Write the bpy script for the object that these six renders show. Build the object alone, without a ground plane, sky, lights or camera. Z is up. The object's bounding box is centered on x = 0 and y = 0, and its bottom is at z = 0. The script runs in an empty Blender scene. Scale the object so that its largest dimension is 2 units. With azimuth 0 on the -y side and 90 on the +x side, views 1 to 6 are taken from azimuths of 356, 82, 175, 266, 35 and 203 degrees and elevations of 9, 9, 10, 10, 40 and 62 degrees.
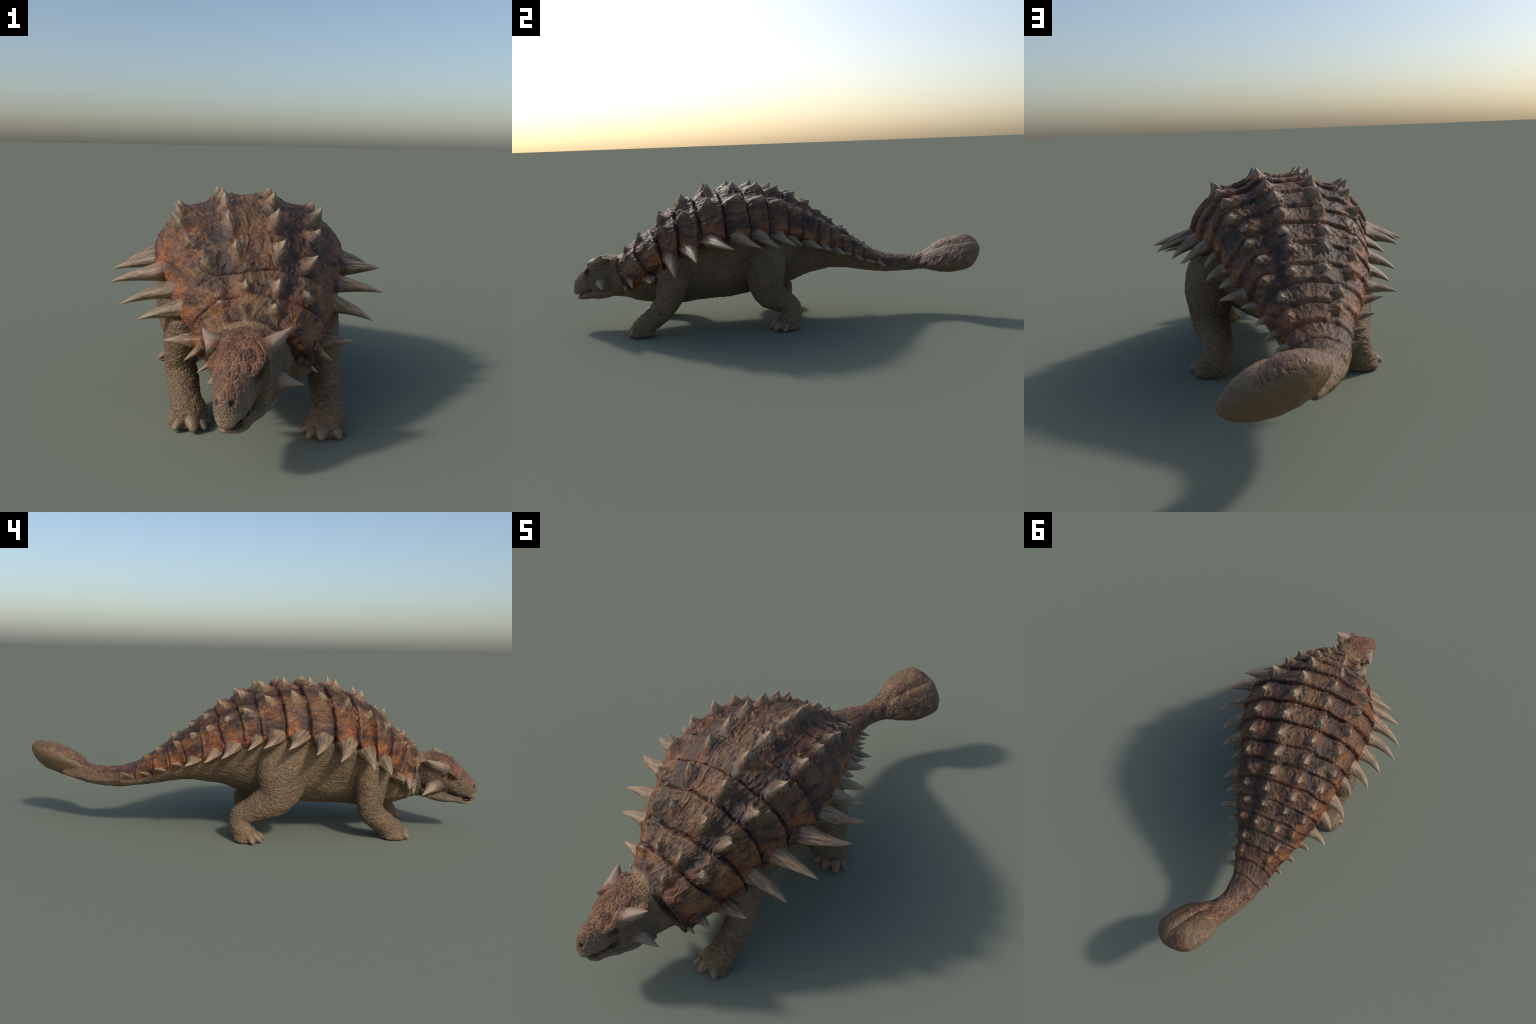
import bpy, math, random
import numpy as np
from mathutils import Vector, Matrix
from mathutils.bvhtree import BVHTree

random.seed(7)
VOXEL = 0.0030

# ---------------------------------------------------------------- helpers
def curve(*pts):
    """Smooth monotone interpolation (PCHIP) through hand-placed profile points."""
    p = np.array(sorted(pts), float)
    x, y = p[:, 0], p[:, 1]
    h = np.diff(x); d = np.diff(y) / h
    m = np.zeros(len(x)); m[0], m[-1] = d[0], d[-1]
    for i in range(1, len(x) - 1):
        if d[i - 1] * d[i] > 0:
            a, b = 2 * h[i] + h[i - 1], h[i] + 2 * h[i - 1]
            m[i] = (a + b) / (a / d[i - 1] + b / d[i])
    def f(t):
        t = np.clip(np.asarray(t, float), x[0], x[-1])
        i = np.clip(np.searchsorted(x, t) - 1, 0, len(h) - 1)
        u = (t - x[i]) / h[i]
        return ((1 + 2 * u) * (1 - u) ** 2 * y[i] + u * (1 - u) ** 2 * h[i] * m[i]
                + u * u * (3 - 2 * u) * y[i + 1] + u * u * (u - 1) * h[i] * m[i + 1])
    f.pts = p
    return f

def smooth(a, b, x):
    t = np.clip((x - a) / (b - a), 0, 1)
    return t * t * (3 - 2 * t)

def unit(v):
    v = np.asarray(v, float)
    return v / np.linalg.norm(v)

class Soup:
    """Collects closed pieces that are then fused into one skin."""
    def __init__(self):
        self.v, self.f, self.n = [], [], 0
    def add(self, v, f):
        self.v.append(np.asarray(v, float)); self.f += [tuple(i + self.n for i in q) for q in f]; self.n += len(v)
    def loft(self, rings):
        m = len(rings[0]); v = np.vstack(rings); f = []
        for i in range(len(rings) - 1):
            for j in range(m):
                k = (j + 1) % m
                f.append((i * m + j, i * m + k, (i + 1) * m + k, (i + 1) * m + j))
        c0, c1 = len(v), len(v) + 1
        v = np.vstack([v, rings[0].mean(0), rings[-1].mean(0)])
        for j in range(m):
            k = (j + 1) % m
            f.append((c0, k, j)); f.append((c1, (len(rings) - 1) * m + j, (len(rings) - 1) * m + k))
        self.add(v, f)
    def blob(self, c, axes, radii, n=2.0, seg=28, rings=18):
        """(Super)ellipsoid with the given axes and radii."""
        A = np.array([unit(a) for a in axes]) * np.array(radii)[:, None]
        pw = lambda t: np.sign(t) * np.abs(t) ** (2 / n)
        R = []
        for i in range(1, rings):
            ph = math.pi * i / rings
            th = np.linspace(0, 2 * math.pi, seg, endpoint=False)
            R.append(np.asarray(c) + np.outer(np.full(seg, pw(-math.cos(ph))), A[2])
                     + np.outer(pw(math.sin(ph)) * pw(np.cos(th)), A[0]) + np.outer(pw(math.sin(ph)) * pw(np.sin(th)), A[1]))
        self.loft(R)
    def tube(self, pts, seg=28, sub=10):
        """Limb: pts of (x, y, z, radius_across, radius_along_y)."""
        p = np.array(pts, float); t = np.arange(len(p))
        cs = [curve(*zip(t, p[:, k])) for k in range(p.shape[1])]
        tt = np.linspace(0, len(p) - 1, (len(p) - 1) * sub + 1)
        q = np.array([c(tt) for c in cs]).T
        T = np.gradient(q[:, :3], axis=0)
        a = np.linspace(0, 2 * math.pi, seg, endpoint=False); R = []
        for i in range(len(q)):
            d = unit(T[i]); X = unit(np.array([1, 0, 0]) - d[0] * d); Y = np.cross(d, X)
            R.append(q[i, :3] + np.outer(np.cos(a) * q[i, 3], X) + np.outer(np.sin(a) * q[i, 4], Y))
        self.loft(R)

EX, EY, EZ = (1, 0, 0), (0, 1, 0), (0, 0, 1)

# ---------------------------------------------------------------- the trunk's plan and profile, as functions of y
x_mid = curve((-.90, -.045), (-.84, -.018), (-.79, .000), (-.72, .010), (-.62, .014), (-.45, .014), (-.30, .010), (-.20, .003), (-.10, -.008), (0, -.014),
              (.10, -.022), (.20, -.030), (.30, -.034), (.40, -.032), (.50, -.027), (.56, -.027), (.60, -.025), (.645, -.0155), (.706, .006), (.757, .033), (.80, .061), (.85, .10))
turn = curve((-.90, -.40), (-.80, -.30), (-.70, -.12), (-.60, 0), (-.50, .045), (-.30, .065), (-.10, .08), (.05, .07), (.20, .04), (.30, 0),
             (.40, -.05), (.50, -.10), (.60, -.22), (.65, -.30), (.70, -.42), (.76, -.50), (.85, -.50))
z_top = curve((-.90, .33), (-.84, .345), (-.80, .349), (-.768, .349), (-.75, .360), (-.705, .405), (-.625, .465), (-.56, .528), (-.51, .565), (-.44, .606),
              (-.40, .619), (-.30, .651), (-.19, .660), (-.075, .653), (-.02, .640), (.04, .621), (.12, .578), (.18, .545), (.255, .489),
              (.33, .434), (.385, .400), (.46, .346), (.51, .313), (.57, .287), (.625, .273), (.69, .271), (.766, .286), (.80, .295), (.85, .30))
z_low = curve((-.90, .155), (-.84, .152), (-.76, .152), (-.70, .139), (-.60, .117), (-.47, .110), (-.38, .120), (-.27, .123), (-.19, .131), (-.08, .148), (.07, .179),
              (.14, .205), (.20, .218), (.28, .227), (.35, .224), (.42, .212), (.50, .198), (.60, .187), (.68, .189), (.74, .197), (.80, .212), (.85, .23))
w_arm = curve((-.77, .105), (-.74, .145), (-.70, .168), (-.64, .188), (-.55, .235), (-.45, .266), (-.35, .310), (-.25, .325), (-.15, .318), (-.05, .294), (.05, .262),
              (.13, .243), (.20, .224), (.28, .195), (.34, .166), (.40, .140), (.46, .117), (.54, .092), (.60, .073), (.65, .063), (.70, .054))
z_edge = curve((-.80, .24), (-.70, .226), (-.64, .264), (-.55, .330), (-.45, .390), (-.35, .430), (-.25, .452), (-.13, .460), (-.04, .452), (.05, .430),
               (.13, .400), (.20, .374), (.28, .342), (.34, .318), (.40, .294), (.46, .272), (.54, .250), (.60, .240), (.70, .233), (.85, .25))
w_low = curve((-.90, .070), (-.84, .074), (-.78, .078), (-.72, .102), (-.64, .145), (-.55, .195), (-.45, .235), (-.35, .272), (-.25, .288), (-.15, .285), (-.05, .262), (.05, .232),
              (.13, .210), (.20, .192), (.28, .170), (.34, .150), (.40, .130), (.46, .110), (.54, .088), (.60, .071), (.65, .062), (.706, .054), (.757, .054), (.80, .060), (.85, .066))

def station(y, w, zt, zw, zb, nu, nl, seg=96):
    a = np.linspace(0, 2 * math.pi, seg, endpoint=False)
    c, s = np.cos(a), np.sin(a)
    n = np.where(s > 0, nu, nl)
    lat = np.sign(c) * np.abs(c) ** (2 / n) * w
    z = np.where(s > 0, zw + (zt - zw) * np.abs(s) ** (2 / n), zw - (zw - zb) * np.abs(s) ** (2 / n))
    t = float(turn(y))
    return np.stack([float(x_mid(y)) + lat * math.cos(t), y + lat * math.sin(t), z], 1)

skin = Soup()
# belly, neck and tail core
R = []
for y in np.linspace(-.88, .83, 120):
    zt, zb, ze = float(z_top(y)), float(z_low(y)), float(z_edge(y))
    if y < -.70:
        zm = zb + (zt - zb) * .52
    else:
        zm = min(ze - .02, zb + (zt - zb) * .60)
    zt2 = zt - .006 * float(smooth(-.76, -.70, y)) * float(1 - smooth(.5, .65, y))
    R.append(station(y, float(w_low(y)), zt2, zm, zb, 2.0, 2.15 - .2 * float(smooth(.45, .6, y))))
skin.loft(R)
# the armoured shell that overhangs the flanks
R = []
for y in np.linspace(-.762, .64, 120):
    zt = float(z_top(y)); lean = .35 * float(1 - smooth(-.66, -.50, y))
    ye = y + lean * (zt - float(z_edge(y))); ze = float(z_edge(ye))          # the collar leans back toward its hem
    depth = .045 * float(1 - smooth(.3, .6, y)) + .012
    Q = station(y, float(w_arm(ye)), zt, ze, ze - depth, 2.0, 2.0)
    Q[:, 1] += lean * (zt - Q[:, 2]); R.append(Q)
skin.loft(R)

# ---------------------------------------------------------------- tail club
CLUB = np.array([.112, .870, .277])
C1, C2, C3 = unit((.465, .853, .237)), unit((.821, -.317, -.474)), unit((.329, -.415, .848))
club_w = curve((-.19, .054), (-.15, .060), (-.10, .086), (-.03, .120), (.04, .129), (.085, .124), (.115, .096), (.135, .060), (.147, .012))
club_up = curve((-.19, .022), (-.15, .024), (-.115, .034), (-.07, .054), (0, .062), (.06, .057), (.10, .046), (.13, .028), (.147, .005))
club_dn = curve((-.19, .024), (-.15, .028), (-.09, .044), (0, .062), (.06, .062), (.10, .052), (.13, .030), (.147, .005))
R = []
for e in np.linspace(-.19, .147, 44):
    a = np.linspace(0, 2 * math.pi, 64, endpoint=False); c, s = np.cos(a), np.sin(a)
    n = np.where(s > 0, 1.75, 1.85)
    lat = np.sign(c) * np.abs(c) ** (2 / n) * float(club_w(e))
    hh = np.where(s > 0, float(club_up(e)), float(club_dn(e))) * np.sign(s) * np.abs(s) ** (2 / n)
    hh = np.where(s > 0, hh * (1.04 - .20 * np.exp(-((lat + .012) / .020) ** 2) * float(smooth(-.14, -.08, e) * (1 - smooth(.06, .12, e)))), hh)   # two lobes with a crease between
    # the neck end of the knob is drawn back toward the tail's own line
    pull = float(smooth(-.10, -.19, e)) * .004
    R.append(CLUB - C2 * .004 + e * C1 + np.outer(lat, C2) + np.outer(hh, C3) - np.array([pull, 0, 0]))
skin.loft(R)

# ---------------------------------------------------------------- head, in its own frame (f forward, s to its side, u up)
H0 = np.array([.0155, -.793, 0.])
HF, HS, HU = np.array([-.3907, -.9205, 0.]), np.array([.9136, -.3878, .1219]), np.array([-.1122, .0476, .9925])
def hp(f, s, u):
    return H0 + np.multiply.outer(f, HF) + np.multiply.outer(s, HS) + np.multiply.outer(u, HU)
roof = curve((-.06, .345), (0, .352), (.04, .354), (.065, .351), (.085, .344), (.107, .332), (.13, .317), (.15, .300), (.175, .277), (.20, .253), (.217, .236), (.227, .217), (.2305, .20), (.2315, .19))
jaw_low = curve((-.06, .155), (-.02, .156), (.01, .155), (.03, .149), (.05, .142), (.075, .138), (.11, .137), (.14, .136), (.165, .133), (.185, .131), (.20, .134), (.209, .140))
w_skull = curve((-.06, .074), (-.02, .082), (.02, .090), (.06, .084), (.09, .076), (.115, .066), (.15, .053), (.18, .043), (.20, .037), (.215, .030), (.225, .019), (.2315, .008))
w_jaw = curve((-.06, .060), (-.02, .066), (.02, .074), (.06, .076), (.09, .070), (.12, .060), (.15, .049), (.18, .038), (.195, .030), (.205, .020), (.210, .008))
palate = curve((-.06, .20), (.10, .185), (.15, .166), (.172, .160), (.19, .160), (.205, .1585), (.215, .153), (.222, .152), (.228, .165), (.2315, .18))
def head_ring(f, w, top, mid, low, nu, nl, seg=64):
    a = np.linspace(0, 2 * math.pi, seg, endpoint=False); c, s = np.cos(a), np.sin(a)
    n = np.where(s > 0, nu, nl)
    lat = np.sign(c) * np.abs(c) ** (2 / n) * w
    u = np.where(s > 0, mid + (top - mid) * np.abs(s) ** (2 / n), mid - (mid - low) * np.abs(s) ** (2 / n))
    return hp(np.full(seg, f), lat, u)
R = []
for f in np.linspace(-.06, .2312, 50):
    t, p = float(roof(f)), float(palate(f))
    k = float(smooth(.09, .20, f))
    mid = p + (t - p) * (.62 - .25 * k)
    R.append(head_ring(f, float(w_skull(f)), t, mid, p, 2.25, 2.6))
skin.loft(R)
R = []
for f in np.linspace(-.06, .2095, 40):
    b = float(jaw_low(f))
    top = .192 - .024 * float(smooth(.06, .155, f)) - .023 * float(smooth(.160, .178, f))
    R.append(head_ring(f, float(w_jaw(f)), max(top, b + .008), b + (top - b) * .55, b, 2.4, 2.2))
skin.loft(R)
for sd in (1, -1):
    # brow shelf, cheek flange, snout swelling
    skin.blob(hp(.052, sd * .072, .312), (HF - HS * sd * .35 - HU * .35, HS + HF * sd * .35, HU), (.062, .034, .021))
    skin.blob(hp(.118, sd * .054, .284), (HF - HS * sd * .25 - HU * .75, HS, HU), (.044, .024, .017))
    skin.blob(hp(.040, sd * .076, .208), (HF + HU * .25 - HS * sd * .3, HS, HU), (.056, .022, .020))

# ---------------------------------------------------------------- limbs: (x, y, z, half-width across, half-depth)
LIMBS = {
 "foreleg_r": [(.185, -.490, .360, .070, .085), (.205, -.500, .290, .066, .083), (.216, -.515, .220, .056, .073), (.222, -.538, .155, .048, .058), (.223, -.575, .105, .046, .050), (.223, -.625, .066, .045, .046), (.216, -.655, .034, .052, .050), (.212, -.662, .012, .058, .052)],
 "foreleg_l": [(-.185, -.470, .360, .070, .080), (-.203, -.482, .290, .062, .076), (-.213, -.482, .220, .054, .064), (-.215, -.478, .155, .047, .053), (-.207, -.502, .105, .047, .050), (-.199, -.552, .066, .046, .048), (-.188, -.585, .036, .054, .050), (-.186, -.592, .012, .060, .052)],
 "hindleg_r": [(.215, -.080, .400, .080, .100), (.252, -.085, .320, .086, .094), (.262, -.085, .245, .080, .086), (.264, -.068, .175, .066, .072), (.246, -.010, .130, .052, .055), (.240, .036, .088, .045, .044), (.254, .030, .045, .050, .048), (.272, .008, .016, .056, .056)],
 "hindleg_l": [(-.205, -.090, .400, .080, .105), (-.235, -.100, .325, .080, .108), (-.242, -.095, .255, .076, .102), (-.240, -.065, .185, .064, .082), (-.232, .010, .138, .052, .056), (-.226, .078, .100, .043, .042), (-.230, .080, .070, .043, .040), (-.238, .066, .040, .047, .042), (-.248, .050, .018, .052, .050)],
}
TOES = {  # tip positions on the ground, with claw size
 "foreleg_r": [(.247, -.724, .015), (.188, -.733, .021), (.152, -.716, .014), (.138, -.672, .011)],
 "foreleg_l": [(-.228, -.655, .016), (-.170, -.668, .022), (-.137, -.650, .014), (-.120, -.600, .011)],
 "hindleg_r": [(.345, -.016, .016), (.320, -.056, .020), (.272, -.070, .018), (.222, -.056, .014)],
 "hindleg_l": [(-.321, .024, .017), (-.288, -.012, .020), (-.238, -.028, .018), (-.200, -.010, .014)],
}
for k, pts in LIMBS.items():
    skin.tube(pts)
    foot = np.array(pts[-1][:3])
    skin.blob((foot[0], foot[1], .012), (EX, EY, EZ), (pts[-1][3] * 1.0, pts[-1][4] * 1.0, .022), 2.6)
    for tx, ty, r in TOES[k]:
        tip = np.array([tx, ty, 0.]); d = unit(tip - np.array([foot[0], foot[1] , 0.]))
        root = np.array([foot[0], foot[1], .045]) * .6 + tip * .4 + np.array([0, 0, .004])
        end = tip - d * r * 1.75 + np.array([0, 0, r * .85])
        dd = unit(end - root); sidev = unit(np.cross(dd, EZ))
        skin.blob((root + end) / 2, (dd, sidev, np.cross(sidev, dd)), (np.linalg.norm(end - root) / 2 + r * .5, r * 1.12, r * 1.0))

# ---------------------------------------------------------------- fuse everything into one skin
def fuse(soup, voxel):
    me = bpy.data.meshes.new("fused")
    me.from_pydata([tuple(p) for p in np.vstack(soup.v)], [], soup.f); me.update()
    ob = bpy.data.objects.new("fused", me); bpy.context.scene.collection.objects.link(ob)
    m = ob.modifiers.new("r", "REMESH"); m.mode = "VOXEL"; m.voxel_size = voxel
    ev = ob.evaluated_get(bpy.context.evaluated_depsgraph_get()); em = ev.to_mesh()
    n, k = len(em.vertices), len(em.polygons)
    v = np.empty(n * 3); em.vertices.foreach_get("co", v)
    lt = np.empty(k, int); em.polygons.foreach_get("loop_total", lt)
    li = np.empty(len(em.loops), int); em.loops.foreach_get("vertex_index", li)
    ed = np.empty(len(em.edges) * 2, int); em.edges.foreach_get("vertices", ed)
    ev.to_mesh_clear(); bpy.data.objects.remove(ob); bpy.data.meshes.remove(me)
    assert (lt == 4).all()
    return v.reshape(-1, 3), li.reshape(-1, 4), ed.reshape(-1, 2)

V, F, ED = fuse(skin, VOXEL)
deg = np.bincount(ED.ravel(), minlength=len(V)).astype(float)[:, None]
def relax(X, amount=.5, times=1, mask=None):
    for _ in range(times):
        S = np.stack([np.bincount(ED[:, 0], X[ED[:, 1], k], len(X)) + np.bincount(ED[:, 1], X[ED[:, 0], k], len(X)) for k in range(X.shape[1])], 1)
        D = (S / deg - X) * amount
        X = X + (D if mask is None else D * mask)
    return X
def vertex_normals(X):
    n = np.cross(X[F[:, 2]] - X[F[:, 0]], X[F[:, 3]] - X[F[:, 1]])
    N = np.stack([np.bincount(F.ravel(), np.repeat(n[:, k], 4), len(X)) for k in range(3)], 1)
    return N / np.maximum(np.linalg.norm(N, axis=1, keepdims=True), 1e-12)

# smooth where limbs, head and club join; keep the head crisper
to_head = (V - H0) @ HF
V = relax(V, .5, 3)
V = relax(V, .5, 14, mask=(1 - smooth(-.05, -.01, to_head))[:, None])

# ---------------------------------------------------------------- numeric noise for relief
def _hash(i, j, k, salt):
    h = (i * 73856093) ^ (j * 19349663) ^ (k * 83492791) ^ (salt * 2654435761)
    h = (h ^ (h >> 13)) * 1274126177 & 0xFFFFFFFF
    h = (h ^ (h >> 16)) * 2246822519 & 0xFFFFFFFF
    return ((h ^ (h >> 15)) & 0xFFFFFF) / float(0xFFFFFF)
def noise(P, salt=0):
    """Value-gradient noise, roughly -1..1."""
    I = np.floor(P).astype(np.int64); u = P - I; w = u * u * u * (u * (u * 6 - 15) + 10)
    out = 0
    for dx in (0, 1):
        for dy in (0, 1):
            for dz in (0, 1):
                a = _hash(I[:, 0] + dx, I[:, 1] + dy, I[:, 2] + dz, salt) * 2 * math.pi
                b = _hash(I[:, 0] + dx, I[:, 1] + dy, I[:, 2] + dz, salt + 57) * 2 - 1
                r = np.sqrt(1 - b * b)
                g = (u[:, 0] - dx) * np.cos(a) * r + (u[:, 1] - dy) * np.sin(a) * r + (u[:, 2] - dz) * b
                out = out + g * np.where(dx, w[:, 0], 1 - w[:, 0]) * np.where(dy, w[:, 1], 1 - w[:, 1]) * np.where(dz, w[:, 2], 1 - w[:, 2])
    return out * 1.6
def fbm(P, salt=0, n=3):
    return sum(noise(P * 2 ** k, salt + 11 * k) / 2 ** k for k in range(n))
def ridged(P, salt=0):
    return 1 - np.abs(noise(P, salt)) * 2
def cells(P, salt=0):
    """Voronoi: (distance to nearest, distance to border)."""
    I = np.floor(P).astype(np.int64); f1 = np.full(len(P), 9.); f2 = np.full(len(P), 9.)
    for dx in (-1, 0, 1):
        for dy in (-1, 0, 1):
            for dz in (-1, 0, 1):
                J = I + (dx, dy, dz)
                q = J + np.stack([_hash(J[:, 0], J[:, 1], J[:, 2], salt + 5 * c) for c in range(3)], 1)
                d = np.linalg.norm(q - P, axis=1)
                f2 = np.where(d < f1, f1, np.minimum(f2, d)); f1 = np.minimum(f1, d)
    return f1, f2 - f1

# ---------------------------------------------------------------- where the armour rings lie
k_lean = curve((-.80, .35), (-.60, .35), (-.50, .10), (-.42, 0), (-.20, 0), (0, -.10), (.12, -.18), (.20, -.10), (.30, -.14), (.40, -.16), (.50, 0), (.60, 0))
GROOVES = [-.768, -.685, -.610, -.503, -.403, -.287, -.175, -.070, .036, .114, .188, .262, .328, .390, .450, .512, .580]
def ring_coord(P):
    y = P[:, 1]
    return y - turn(y) * (P[:, 0] - x_mid(y)) - k_lean(y) * (z_top(y) - P[:, 2])

def head_coords(P):
    D = P - H0
    return D @ HF, D @ HS, D @ HU

# spike tips, by row: dorsal pair rows and upper-flank rows run ring by ring, the flank row has one more at the collar
MEDIAL_R = [(.053, -.733, .401), (.070, -.662, .456), (.093, -.558, .554), (.085, -.446, .637), (.081, -.325, .682), (.075, -.201, .684), (.074, -.084, .678), (.059, .018, .658), (.039, .106, .622), (.028, .178, .577), (.029, .236, .522), (.016, .295, .478), (.022, .364, .424)]
MEDIAL_L = [(-.045, -.724, .399), (-.029, -.665, .456), (-.054, -.564, .555), (-.074, -.451, .631), (-.084, -.333, .677), (-.088, -.217, .683), (-.101, -.098, .681), (-.098, .003, .663), (-.102, .096, .623), (-.105, .174, .575), (-.103, .239, .516), (-.091, .295, .478), (-.080, .372, .428)]
UPPER_R = [(.105, -.729, .353), (.153, -.650, .411), (.194, -.556, .506), (.216, -.446, .573), (.239, -.328, .633), (.230, -.193, .638), (.220, -.081, .624), (.201, .021, .600), (.182, .105, .552), (.141, .157, .518), (.134, .230, .485), (.109, .292, .446), (.103, .352, .395), (.058, .425, .360), (.047, .483, .322)]
UPPER_L = [(-.098, -.722, .348), (-.113, -.656, .414), (-.154, -.573, .508), (-.206, -.467, .556), (-.247, -.359, .611), (-.246, -.239, .632), (-.241, -.123, .633), (-.228, -.014, .610), (-.244, .075, .557), (-.207, .141, .514), (-.204, .223, .474), (-.181, .290, .443), (-.163, .363, .407), (-.108, .439, .371), (-.095, .492, .337)]
FLANK_R = [(.176, -.726, .201), (.219, -.695, .225), (.298, -.608, .259), (.379, -.498, .291), (.433, -.403, .361), (.458, -.240, .414), (.437, -.117, .409), (.379, -.031, .397), (.338, .054, .395), (.267, .093, .387), (.265, .189, .365), (.228, .243, .350), (.231, .310, .328), (.170, .352, .315), (.137, .425, .279), (.112, .490, .258), (.101, .544, .234)]
FLANK_L = [(-.163, -.685, .189), (-.200, -.654, .215), (-.261, -.609, .262), (-.345, -.532, .303), (-.408, -.445, .329), (-.454, -.299, .371), (-.459, -.203, .397), (-.416, -.099, .411), (-.391, -.002, .411), (-.328, .056, .393), (-.337, .161, .360), (-.300, .231, .336), (-.304, .308, .323), (-.246, .363, .326), (-.204, .434, .297), (-.165, .502, .275), (-.141, .577, .268)]
FLANK_S = [-.715, -.685, -.610, -.515, -.435, -.335, -.228, -.133, -.042, .032, .125, .197, .273, .333, .400, .465, .532]   # where each flank spike is rooted
FLANK_W = [.036, .044, .072, .082, .080, .086, .082, .084, .076, .054, .072, .062, .062, .046, .042, .036, .034]            # its width along the body

# flatten the soles, then compute masks
V[:, 2] = np.where(V[:, 2] < .008, .008 - .008 * (1 - np.exp(-(.008 - np.minimum(V[:, 2], .008)) / .008)), V[:, 2])
N = vertex_normals(V)
X, Y, Z = V.T
S = ring_coord(V)
hf, hs, hu = head_coords(V)
HEAD = smooth(-.045, -.020, hf) * (Y < -.70)
edge = z_edge(Y)
ARM = smooth(-.030, -.014, Z - edge) * smooth(-.772, -.764, S) * (1 - smooth(.56, .64, Y)) * (1 - HEAD)
LEG = smooth(.02, .07, (edge - .06) - Z) * (Y > -.78) * (Y < .22)
TAILTOP = smooth(-.1, .4, N[:, 2]) * smooth(.50, .60, Y)

g = np.array(GROOVES)
Sw = S + .0065 * noise(V * (12, 6, 12), 3) + .0025 * noise(V * (45, 20, 45), 4)
ring = np.clip(np.searchsorted(g, Sw) - 1, 0, len(g) - 2)
wid = g[ring + 1] - g[ring]
phi = np.clip((Sw - g[ring]) / wid, 0, 1)
dist = np.minimum(Sw - g[ring], g[ring + 1] - Sw)
scale = np.clip(wid / .11, .35, 1)
h = np.zeros(len(V))
# overlapping rings: swell toward the rear lip, then a sharp groove
gdepth = .0105 * (1 - .5 * smooth(.10, .45, Y)) * (.75 + .5 * noise(V * 18, 5))
h += ARM * (-.0105 * (1 - .45 * smooth(0, .4, Y)) + scale * (1 - .62 * smooth(-.12, .12, Y)) * (.0150 * phi ** 1.2 - .0100) + .0022 * np.exp(-((g[ring + 1] - Sw - .010) / .006) ** 2) - gdepth * np.exp(-(dist / .0044) ** 2))
# every dorsal spike stands on a scute: a mound drawn out toward the head, with folds radiating from the spike
best = np.full(len(V), 9.); near_f = np.zeros(len(V)); near_l = np.zeros(len(V)); near_a = np.zeros(len(V)); near_i = np.zeros(len(V))
for ri, row in enumerate((MEDIAL_R, MEDIAL_L, UPPER_R, UPPER_L)):
    for i, t in enumerate(row):
        size = (.60, .75, .95, 1.05, 1.1, 1.1, 1.05, .95, .85, .75, .68, .62, .58, .52, .5)[i]
        d = V - np.asarray(t)
        fw = -d[:, 1] - .020 * size; la = np.sqrt(np.maximum(d[:, 0] ** 2 + d[:, 2] ** 2 - .0009 * size ** 2, 0))
        q = np.sqrt((fw / 1.25) ** 2 + la ** 2) / size
        m = q < best; best = np.where(m, q, best)
        near_f = np.where(m, fw, near_f); near_a = np.where(m, size, near_a); near_i = np.where(m, ri * 20 + i, near_i)
        near_l = np.where(m, (d[:, 0] * np.sign(t[0] + .02)) - .6 * d[:, 2], near_l)
mound = np.exp(-(best / .036) ** 2)
h += ARM * near_a * .0110 * mound
latn = np.abs(X - x_mid(Y)) / w_arm(Y)
h -= ARM * .0050 * np.exp(-((latn - .49 - .03 * noise(V * 12, 27)) / .10) ** 2) * (1 - .5 * smooth(.15, .4, Y))      # trough between the two spike rows
ang = np.arctan2(near_l, near_f)
ray_ = ridged(np.stack([ang * 2.6, best * 16, near_i * 7.3], 1), 25) + .6 * ridged(np.stack([ang * 5.5, best * 30, near_i * 3.1], 1), 26)
h += ARM * near_a * .0046 * ray_ * np.exp(-((best - .030) / .024) ** 2)
# leathery folds running along the body, scutes along the spine, fine crumple
wob = .35 * noise(V * 22, 9)
fold = ridged(np.stack([X * 34 + wob, Y * 10 + wob, Z * 34 + wob], 1), 21)
fold2 = ridged(np.stack([X * 75, Y * 22, Z * 75], 1) + wob[:, None], 22)
lump = fbm(V * 26, 31)
away = 1 - np.exp(-(dist / .010) ** 2)
h += ARM * (.0034 * np.maximum(fold, 0) ** 2 + .0015 * np.maximum(fold2, 0) ** 2 + .0028 * fbm(V * (14, 9, 14), 33, 2) + .0006 * lump) * (.4 + .6 * away) * (1 - .5 * smooth(.2, .5, Y))
f1, fb = cells(V * 36, 41)
h += ARM * .0013 * np.minimum(fb * 3, 1) * (1 - smooth(.05, .11, np.abs(X - x_mid(Y))))
# hide of belly, neck and limbs: sagging folds, wrinkles across the limbs, pebbles
HIDE = (1 - ARM) * (1 - HEAD) * (1 - smooth(.60, .72, Y))
h += HIDE * (.0026 * fbm(V * (11, 11, 16), 51) + .0012 * np.maximum(ridged(V * (30, 24, 44) + wob[:, None], 55), 0) ** 2)
h += HIDE * (1 - LEG) * .0016 * np.maximum(ridged(np.stack([X * 20, Y * 16, Z * 60], 1) + wob[:, None], 52), 0) ** 2
ankle = 1 - smooth(.05, .20, Z)
h += LEG * .0030 * (.45 + .55 * ankle) * np.maximum(ridged(np.stack([X * 26, Y * 26, (Z + .4 * Y * (Y < -.3)) * 95], 1) + wob[:, None], 53), 0) ** 2
lf1, lfb = cells(V * 78, 61)
h += LEG * .0016 * np.minimum(lfb * 3, 1)
neckfold = smooth(-.80, -.74, Y) * 0 + (Y < -.66) * (1 - ARM) * (1 - HEAD)
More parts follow.
